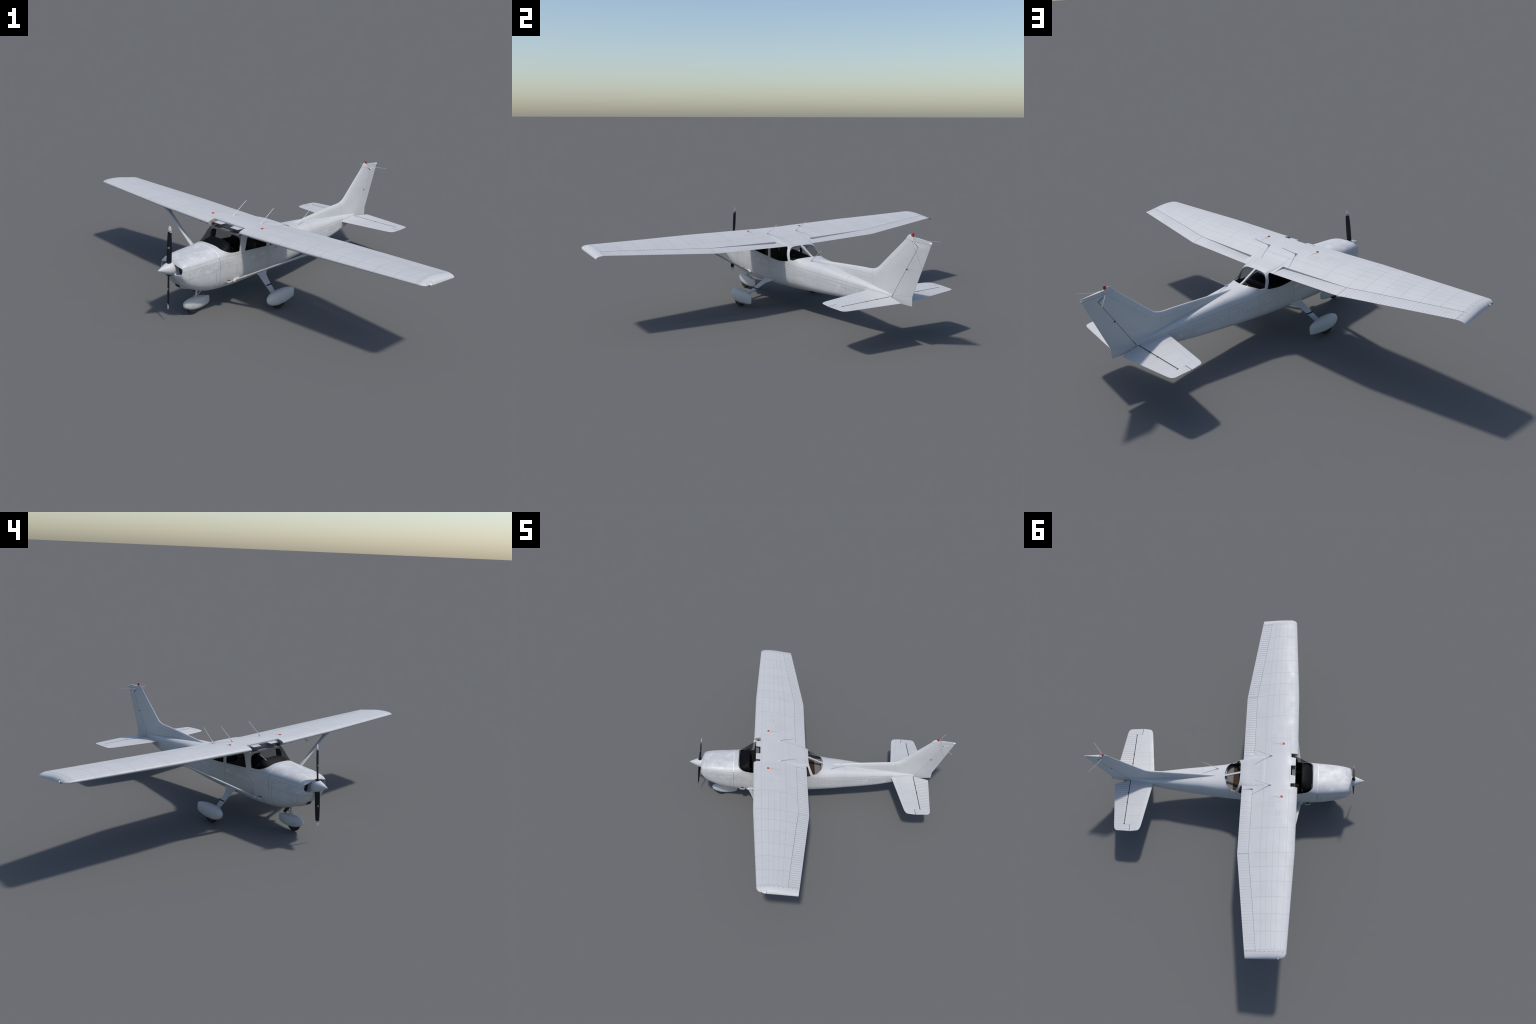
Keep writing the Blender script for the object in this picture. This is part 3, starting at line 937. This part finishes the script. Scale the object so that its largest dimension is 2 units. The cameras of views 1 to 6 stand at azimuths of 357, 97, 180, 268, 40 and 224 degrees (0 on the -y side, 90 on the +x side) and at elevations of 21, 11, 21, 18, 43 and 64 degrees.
# pair leading-edge stations with stations on the base / hinge line
pair = pchip([0.0, 0.25, 0.50, 0.62, 0.72, 0.97, 0.985, 1.0], [0.0, 0.17, 0.38, 0.50, 0.60, 0.905, 0.97, 1.0])
rowsP, rowsS = [], []
NL = 140
tmax_z = lin([0.24, 0.32, 0.36, 0.45, 0.58], [0.016, 0.0150, 0.0140, 0.0120, 0.0080])
for i in range(NL + 1):
    s = i / NL
    a = le[int(round(s * 399))]; b = aft[int(round(pair(s) * 399))]
    rp, rs = [], []
    Lr = math.hypot(*(b - a))
    for g in nose_space(0, 1, 18):
        q = a + (b - a) * g
        d = Lr * g
        tm = tmax_z(q[1])
        D = 0.075 if q[1] > 0.37 else 0.05
        u = min(1.0, d / D)
        th = tm * math.sqrt(max(0.0, 1 - (1 - u) ** 2)) * (1 - 0.22 * g ** 3)
        rp.append((q[0], -th, q[1])); rs.append((q[0], th, q[1]))
    rowsP.append(rp + []); rowsS.append(rs)
finrings = [list(reversed(rp)) + rs[1:] for rp, rs in zip(rowsP, rowsS)]
new_object("fin", *loft(finrings), M_FIN, smooth=45)

# rudder: horn-balanced, ends in a pointed lower rear corner
HL = [(0.9590, 0.2150), (0.9590, 0.2440), (1.1180, 0.5230), (1.0848, 0.5415), (1.0925, 0.5655)]
TE = [(1.0855, 0.2150), (1.0845, 0.2640), (1.1850, 0.5230), (1.1920, 0.5440), (1.1965, 0.5580)]
rr = []
for (a, b), (c, d) in zip(zip(HL[:-1], HL[1:]), zip(TE[:-1], TE[1:])):
    for k in range(12):
        t = k / 12
        rr.append((np.array(a) * (1 - t) + np.array(b) * t, np.array(c) * (1 - t) + np.array(d) * t))
rr.append((np.array(HL[-1]), np.array(TE[-1])))
rud = []
for h, e in rr:
    th = 0.78 * tmax_z(h[1])
    L_, R_ = [], []
    for g in nose_space(0, 1, 14):
        q = h + (e - h) * g
        w = th * (1 - g) * min(1, math.sqrt(g / 0.03 + 0.8)) + 0.0006
        L_.append((q[0], -w, q[1])); R_.append((q[0], w, q[1]))
    rud.append(list(reversed(L_)) + R_)
rudder = new_object("rudder", *loft(rud), M_FIN, smooth=40)
# dark hinge shadow strip
hp = [(0.9580, 0.2380), (1.1175, 0.5222), (1.0832, 0.5412), (1.0912, 0.5640)]
new_object("dark_gap_fill", *tube([(x, 0, z) for x, z in hp], [0.0118, 0.0068, 0.0062, 0.0056], 8, 0.09, wide=(0, 1, 0)), M_DARK, rudder)
for z, t in [(0.252, 0.010), (0.400, 0.0095)]:
    x = 0.957 + (z - 0.244) * (0.160 / 0.2795)
    new_object("hinge_bracket", *box((x + 0.003, 0, z), (0.010, 2 * t + 0.0035, 0.0045)), M_DARK, rudder)
new_object("tail_light", *lathe([(-0.012, 0.0020), (0.0, 0.0036), (0.004, 0.0034), (0.0065, 0.0022), (0.007, 0.0)], (1.1905, 0, 0.5490), (1, 0, -0.12), 16), M_CLEAR, rudder)

# rotating beacon
new_object("beacon", *lathe([(0, 0.0048), (0.004, 0.0048), (0.0041, 0.0062), (0.016, 0.0064), (0.0195, 0.0050), (0.0212, 0.0022), (0.0215, 0.0)], (1.071, 0, 0.5665), (0, 0, 1), 24), M_RED)
new_object("beacon_base", *lathe([(-0.006, 0.0062), (0.0025, 0.0058)], (1.071, 0, 0.5660), (0, 0, 1), 20), M_PLAIN)
# nav whiskers on the fin
for sgn in (1, -1):
    new_object("whisker_antenna", *tube([(1.073, sgn * 0.004, 0.5485), (1.100, sgn * 0.043, 0.5465), (1.154, sgn * 0.111, 0.5420)], [0.0012, 0.0010, 0.0007], 8), M_PLAIN)

# ------------------------------------------------------------------ stabilizer and elevators
ST_LE = smooth_poly([(0.020, 0.7850), (0.036, 0.7872), (0.150, 0.8045), (0.250, 0.8195), (0.330, 0.8315), (0.365, 0.8385), (0.384, 0.8490), (0.392, 0.8680), (0.3950, 0.9095)], 8, False)
EL_TE = smooth_poly([(0.046, 1.0550), (0.150, 1.0430), (0.270, 1.0280), (0.350, 1.0180), (0.375, 1.0120), (0.388, 1.0000), (0.3925, 0.9750), (0.3950, 0.9140)], 8, False)
st_le = lin([p[0] for p in ST_LE], [p[1] for p in ST_LE])
el_te = lin([p[0] for p in EL_TE], [p[1] for p in EL_TE])
st_t = lin([0.0, 0.036, 0.34, 0.397], [0.0120, 0.0120, 0.0078, 0.0032])
ZS = lambda x, y: 0.2405 - (x - 0.80) * 0.038


def st_half(f, t):
    """symmetric section, f measured over stabilizer + elevator chord"""
    return t * 2 * 2.5 * 1.02 * (0.2969 * math.sqrt(max(f, 0)) - 0.1260 * f - 0.3516 * f * f + 0.2843 * f ** 3 - 0.1015 * f ** 4)


for sgn in (1, -1):
    R = []
    ys = stations(0.012, 0.3475, 0.016) + [0.3482] + stations(0.355, 0.3945, 0.0045)
    for y in ys:
        xl, xt = st_le(max(y, 0.02)), el_te(max(y, 0.046))
        xh = 0.9465 if y <= 0.3476 else 0.9085
        c = xt - xl
        up, dn = [], []
        for g in nose_space(0, 1, 20):
            x = xl + (min(xh, xt - 0.0005) - xl) * g
            h = st_half((x - xl) / c, st_t(y))
            up.append((x, sgn * y, ZS(x, y) + h)); dn.append((x, sgn * y, ZS(x, y) - h))
        R.append(list(reversed(up)) + dn[1:])
    stab = new_object("stabilizer", *loft(R), M_STAB, smooth=40)
    # elevator with beads and horn
    R = []
    pitch = 0.0155
    n0 = int((0.3475 - 0.020) / pitch * 6)
    ys = [0.020 + (0.3475 - 0.020) * k / n0 for k in range(n0 + 1)] + [0.3495] + stations(0.353, 0.3947, 0.0035)
    for y in ys:
        xl, xt = st_le(y), el_te(max(y, 0.046))
        if y < 0.046: xt = 0.9520 + (1.055 - 0.952) * (y - 0.019) / 0.027
        horn = y > 0.348
        xh = 0.9115 if horn else 0.9510
        c = el_te(max(y, 0.046)) - xl
        ph = (y / pitch) % 1.0
        bead = 0 if horn else (0.0006 * (1 - abs(2 * ph - 1)) if ph > 0.2 else -0.0002)
        up, dn = [], []
        for g in nose_space(0, 1, 12):
            x = xh + (max(xt, xh + 0.0005) - xh) * g
            h = st_half((x - xl) / c, st_t(y)) * (0.86 + 0.14 * min(1, g / 0.12)) + 0.0004
            h += bead * (1 if 0.05 < g < 0.85 else 0)
            up.append((x, sgn * y, ZS(x, y) + h)); dn.append((x, sgn * y, ZS(x, y) - h))
        R.append(list(reversed(up)) + dn)
    elev = new_object("elevator", *loft(R), M_ELEV, stab, smooth=60)
    # black filler block standing in for the shaded hinge gap
    G = []
    for y in stations(0.020, 0.3475, 0.04):
        xl = st_le(y); c = el_te(max(y, 0.046)) - xl
        h = st_half((0.948 - xl) / c, st_t(y)) - 0.0001
        G.append([(0.9455, sgn * y, ZS(0.948, y) - h), (0.9515, sgn * y, ZS(0.948, y) - h), (0.9515, sgn * y, ZS(0.948, y) + h), (0.9455, sgn * y, ZS(0.948, y) + h)])
    new_object("dark_gap_fill", *loft(G), M_DARK, stab, smooth=None)
    G = []
    for y in stations(0.3490, 0.3930, 0.006):
        xl = st_le(y); c = el_te(y) - xl
        h = max(0.0004, st_half((0.91 - xl) / c, st_t(y)) - 0.0004)
        G.append([(0.9075, sgn * y, ZS(0.91, y) - h), (0.9115, sgn * y, ZS(0.91, y) - h), (0.9115, sgn * y, ZS(0.91, y) + h), (0.9075, sgn * y, ZS(0.91, y) + h)])
    new_object("dark_gap_fill", *loft(G), M_DARK, stab, smooth=None)  # same dark filler in front of the horn
    for y in (0.115, 0.185, 0.343):
        xl = st_le(y); c = el_te(y) - xl
        h = st_half((0.948 - xl) / c, st_t(y))
        new_object("hinge_bracket", *box((0.9505, sgn * y, ZS(0.9505, y)), (0.010, 0.0042, 2 * h + 0.0012)), M_DARK, stab)

# ------------------------------------------------------------------ landing gear
def wheel_fairing(name, rows, yc, parent):
    xs = [r[0] for r in rows]
    lo, hi, hw, mid = (pchip(xs, [r[k] for r in rows]) for k in (1, 2, 3, 4))
    X = [xs[0] + (xs[-1] - xs[0]) * (0.5 - 0.5 * math.cos(math.pi * k / 44)) for k in range(45)]
    R = []
    for x in X:
        a, b, w, m = lo(x), hi(x), hw(x), mid(x)
        ring = []
        for k in range(40):
            t = 2 * math.pi * k / 40; c, s = math.cos(t), math.sin(t); e = 2.3
            z = m + (b - m if s >= 0 else m - a) * math.copysign(abs(s) ** (2 / e), s)
            ring.append((x, yc + w * math.copysign(abs(c) ** (2 / e), c), z))
        R.append(ring)
    return new_object(name, *loft(R), M_PANT, parent, smooth=50)


def tyre(yc, xc, r, w, parent):
    prof_ = [(-w * 0.30, r * 0.45), (-w * 0.48, r * 0.62), (-w * 0.5, r * 0.78), (-w * 0.40, r * 0.93), (-w * 0.2, r * 0.99), (0, r), (w * 0.2, r * 0.99), (w * 0.40, r * 0.93), (w * 0.5, r * 0.78), (w * 0.48, r * 0.62), (w * 0.30, r * 0.45)]
    t = new_object("tyre", *lathe(prof_, (xc, yc, r), (0, 1, 0), 48), M_RUBBER, parent)
    new_object("wheel_hub", *lathe([(-w * 0.36, 0.0), (-w * 0.36, r * 0.44), (w * 0.36, r * 0.44), (w * 0.36, 0)], (xc, yc, r), (0, 1, 0), 24), M_STEEL, parent)
    return t


#            x      low    high   half-w  widest-z
MAIN_ROWS = [(-0.1610, 0.0660, 0.0720, 0.0010, 0.069), (-0.1570, 0.0535, 0.0830, 0.0105, 0.068), (-0.1470, 0.0420, 0.0930, 0.0175, 0.066), (-0.1250, 0.0310, 0.1025, 0.0250, 0.064),
             (-0.0950, 0.0240, 0.1075, 0.0295, 0.062), (-0.0600, 0.0225, 0.1085, 0.0305, 0.062), (-0.0250, 0.0245, 0.1065, 0.0275, 0.063), (0.0100, 0.0285, 0.1005, 0.0205, 0.064),
             (0.0350, 0.0325, 0.0935, 0.0125, 0.064), (0.0490, 0.0370, 0.0875, 0.0055, 0.063), (0.0525, 0.0430, 0.0800, 0.0015, 0.060)]
NOSE_ROWS = [(-0.5165, 0.0640, 0.0715, 0.0010, 0.068), (-0.5120, 0.0520, 0.0785, 0.0090, 0.066), (-0.5000, 0.0420, 0.0855, 0.0155, 0.062), (-0.4750, 0.0285, 0.0915, 0.0220, 0.058),
             (-0.4450, 0.0210, 0.0935, 0.0255, 0.055), (-0.4150, 0.0190, 0.0915, 0.0250, 0.054), (-0.3850, 0.0195, 0.0865, 0.0210, 0.054), (-0.3600, 0.0220, 0.0790, 0.0150, 0.052),
             (-0.3400, 0.0275, 0.0735, 0.0075, 0.050), (-0.3310, 0.0350, 0.0690, 0.0015, 0.050)]

for sgn in (1, -1):
    gear = bpy.data.objects.new("main_landing_gear", None); COL.objects.link(gear); gear.parent = root
    wheel_fairing("wheel_fairing", MAIN_ROWS, sgn * 0.2855, gear)
    tyre(sgn * 0.2855, -0.0720, 0.0500, 0.030, gear)
    # flat sprung leg with a flared, filleted root
    spine = [(0.080, 0.1690, -0.082, 0.045), (0.098, 0.1580, -0.074, 0.030), (0.110, 0.1500, -0.066, 0.016), (0.120, 0.1440, -0.062, 0.002), (0.132, 0.1365, -0.0645, -0.0110), (0.150, 0.1245, -0.0665, -0.0200), (0.185, 0.1010, -0.0700, -0.0300), (0.230, 0.0710, -0.0745, -0.0420), (0.262, 0.0550, -0.078, -0.049)]
    R = []
    for y, z, xa, xb in spine:
        th = 0.0045 if y > 0.115 else 0.0065
        cx, hw = (xa + xb) / 2, (xb - xa) / 2
        ring = []
        for k in range(16):
            t = 2 * math.pi * k / 16; c, s = math.cos(t), math.sin(t)
            dx = hw * math.copysign(abs(c) ** 0.6, c); dn = th * math.copysign(abs(s) ** 0.8, s)
            ring.append((cx + dx, sgn * (y + dn * 0.55), z + dn * 0.83))
        R.append(ring)
    new_object("gear_leg", *loft(R), M_PLAIN, gear, smooth=50)
    new_object("step_pad", *box((-0.0480, sgn * 0.1870, 0.1035), (0.040, 0.014, 0.0035)), M_BLACK, gear)

nose = bpy.data.objects.new("nose_landing_gear", None); COL.objects.link(nose); nose.parent = root
wheel_fairing("wheel_fairing", NOSE_ROWS, 0.0, nose)
tyre(0.0, -0.4480, 0.0440, 0.026, nose)
new_object("oleo_strut", *tube([(-0.412, 0, 0.160), (-0.4205, 0, 0.124), (-0.4290, 0, 0.085)], [0.0072, 0.0060, 0.0055], 16), M_PLAIN, nose)
new_object("strut_collar", *lathe([(0, 0.013), (0.004, 0.013), (0.006, 0.008)], (-0.4290, 0, 0.0910), (0.2, 0, 1), 20), M_PLAIN, nose)
new_object("torque_link", *merge(tube([(-0.4040, 0, 0.134), (-0.3830, 0, 0.1200)], [0.0050, 0.0040], 10, 0.8), tube([(-0.3830, 0, 0.1210), (-0.4150, 0, 0.0975)], [0.0040, 0.0035], 10, 0.8),
                                 tube([(-0.3990, -0.006, 0.146), (-0.3860, -0.006, 0.121)], 0.0030, 8), tube([(-0.3990, 0.006, 0.146), (-0.3860, 0.006, 0.121)], 0.0030, 8)), M_STEEL, nose)

# ------------------------------------------------------------------ antennas
for base, topp in [((-0.037, -0.1095, 0.4385), (0.070, -0.1095, 0.5080)), ((-0.037, 0.1095, 0.4385), (0.070, 0.1095, 0.5080)), ((0.333, -0.053, 0.3245), (0.434, -0.0610, 0.4000))]:
    b, t = Vector(base), Vector(topp); d = (t - b)
    new_object("whip_antenna", *tube([tuple(b - d.normalized() * 0.004), tuple(b + d * 0.06), tuple(b + d * 0.14), tuple(b + d * 0.2), tuple(t)], [0.0070, 0.0048, 0.0026, 0.0018, 0.0013], 12), M_PLAIN)

# ------------------------------------------------------------------ cabin
cabin = bpy.data.objects.new("cabin_interior", None); COL.objects.link(cabin); cabin.parent = root
# glare shield over the instrument panel
R = []
for x, zt in [(-0.3150, 0.3570), (-0.300, 0.3660), (-0.280, 0.3755), (-0.262, 0.3820), (-0.246, 0.3835), (-0.2405, 0.3800)]:
    w = 0.080 + 0.022 * min(1.0, (x + 0.315) / 0.045)
    ring = []
    for k in range(25):
        a = math.pi * k / 24; c, s = math.cos(a), math.sin(a); e = 3.2
        ring.append((x + (0.0 if abs(c) < 0.6 else -0.018 * (abs(c) - 0.6) / 0.4), w * math.copysign(abs(c) ** (2 / e), c), 0.312 + (zt - 0.312) * abs(s) ** (2 / e)))
    ring += [(x - 0.018, -w, 0.30), (x - 0.018, w, 0.30)]
    R.append(ring)
new_object("glare_shield", *loft(R), M_BLACK, cabin)
new_object("instrument_panel", *box((-0.2490, 0, 0.300), (0.008, 0.222, 0.110)), M_BLACK, cabin)
dials = []
for i, yy in enumerate((-0.090, -0.066, -0.042, -0.018, 0.02, 0.06)):
    for zz in (0.335, 0.310):
        dials.append(lathe([(0, 0.009), (0.002, 0.009), (0.002, 0.0)], (-0.2450, yy, zz), (1, 0, 0), 16))
new_object("instrument_dial", *merge(*dials), M_STEEL, cabin)["kind"] = "stuff"
for yy in (-0.055, 0.055):
    new_object("control_yoke", *merge(tube([(-0.245, yy, 0.305), (-0.205, yy, 0.308)], 0.003, 10),
                                      tube([(-0.203, yy - 0.026, 0.330), (-0.203, yy - 0.022, 0.308), (-0.203, yy, 0.304), (-0.203, yy + 0.022, 0.308), (-0.203, yy + 0.026, 0.330)], 0.004, 10)), M_BLACK, cabin)
    # front seats
    seat = bpy.data.objects.new("front_seat", None); COL.objects.link(seat); seat.parent = root
    s1 = new_object("seat_cushion", *box((-0.125, yy, 0.235), (0.105, 0.088, 0.030)), M_SEAT, seat); bevel(s1, 0.010, 3)
    back = loft([[(-0.085 + 0.22 * (z - 0.24) + dx, yy + dy, z) for dx, dy in [(-0.011, -w), (-0.011, w), (0.011, w), (0.011, -w)]] for z, w in [(0.235, 0.040), (0.28, 0.044), (0.320, 0.042), (0.338, 0.034)]])
    s2 = new_object("seat_back", *back, M_SEAT, seat); bevel(s2, 0.006, 2)
    head = loft([[(-0.083 + 0.22 * (z - 0.24) + dx, yy + dy, z) for dx, dy in [(-0.013, -w), (-0.013, w), (0.011, w), (0.011, -w)]] for z, w in [(0.342, 0.026), (0.352, 0.031), (0.375, 0.029), (0.386, 0.020)]])
    s3 = new_object("headrest", *head, M_SEAT, seat); bevel(s3, 0.006, 2)
bench = new_object("rear_seat", *box((0.105, 0, 0.235), (0.095, 0.205, 0.032)), M_SEAT, cabin); bevel(bench, 0.010, 3)
bb = new_object("rear_seat_back", *loft([[(0.150 + 0.25 * (z - 0.24) + dx, dy, z) for dx, dy in [(-0.010, -0.098), (-0.010, 0.098), (0.010, 0.098), (0.010, -0.098)]] for z in (0.235, 0.28, 0.312)]), M_SEAT, cabin); bevel(bb, 0.006, 2)
new_object("parcel_shelf", *box((0.2500, 0, 0.2830), (0.044, 0.190, 0.004)), M_BEIGE, cabin)
new_object("baggage_cover", *box((0.2000, 0, 0.2790), (0.056, 0.200, 0.004)), M_BROWN, cabin)
new_object("cabin_floor", *box((-0.03, 0, 0.172), (0.50, 0.20, 0.006)), M_BROWN, cabin)
new_object("ceiling_dark_panel", *prism([(-0.160, 0.4190), (0.030, 0.4120), (0.110, 0.3960), (0.110, 0.3930), (0.030, 0.4090), (-0.160, 0.4160)], 'y', -0.111, 0.111), M_BLACK, cabin)  # dark panel added so the cabin ceiling stays black
new_object("wing_spar", *box((-0.060, 0, 0.4120), (0.030, 0.226, 0.014)), M_BLACK, cabin)
for ya, yb in ((-0.100, -0.0375), (0.0335, 0.0945)):
    new_object("sun_visor", *prism(round_poly([(-0.1985, ya + 0.006), (-0.1985, yb), (-0.166, yb + 0.001), (-0.166, ya)], 0.002, 3), 'z', 0.4405, 0.4428), M_PLAIN, cabin)
for sgn in (1, -1):
    # air duct seen in the open wing root, and the inner door post
    new_object("air_vent", *tube([(-0.186, sgn * 0.1225, 0.4330), (-0.183, sgn * 0.112, 0.4270)], 0.0062, 16), M_BROWN, cabin)

for ob in list(bpy.data.objects):
    if ob.type == 'MESH' and not ob.data.polygons:
        bpy.data.objects.remove(ob)
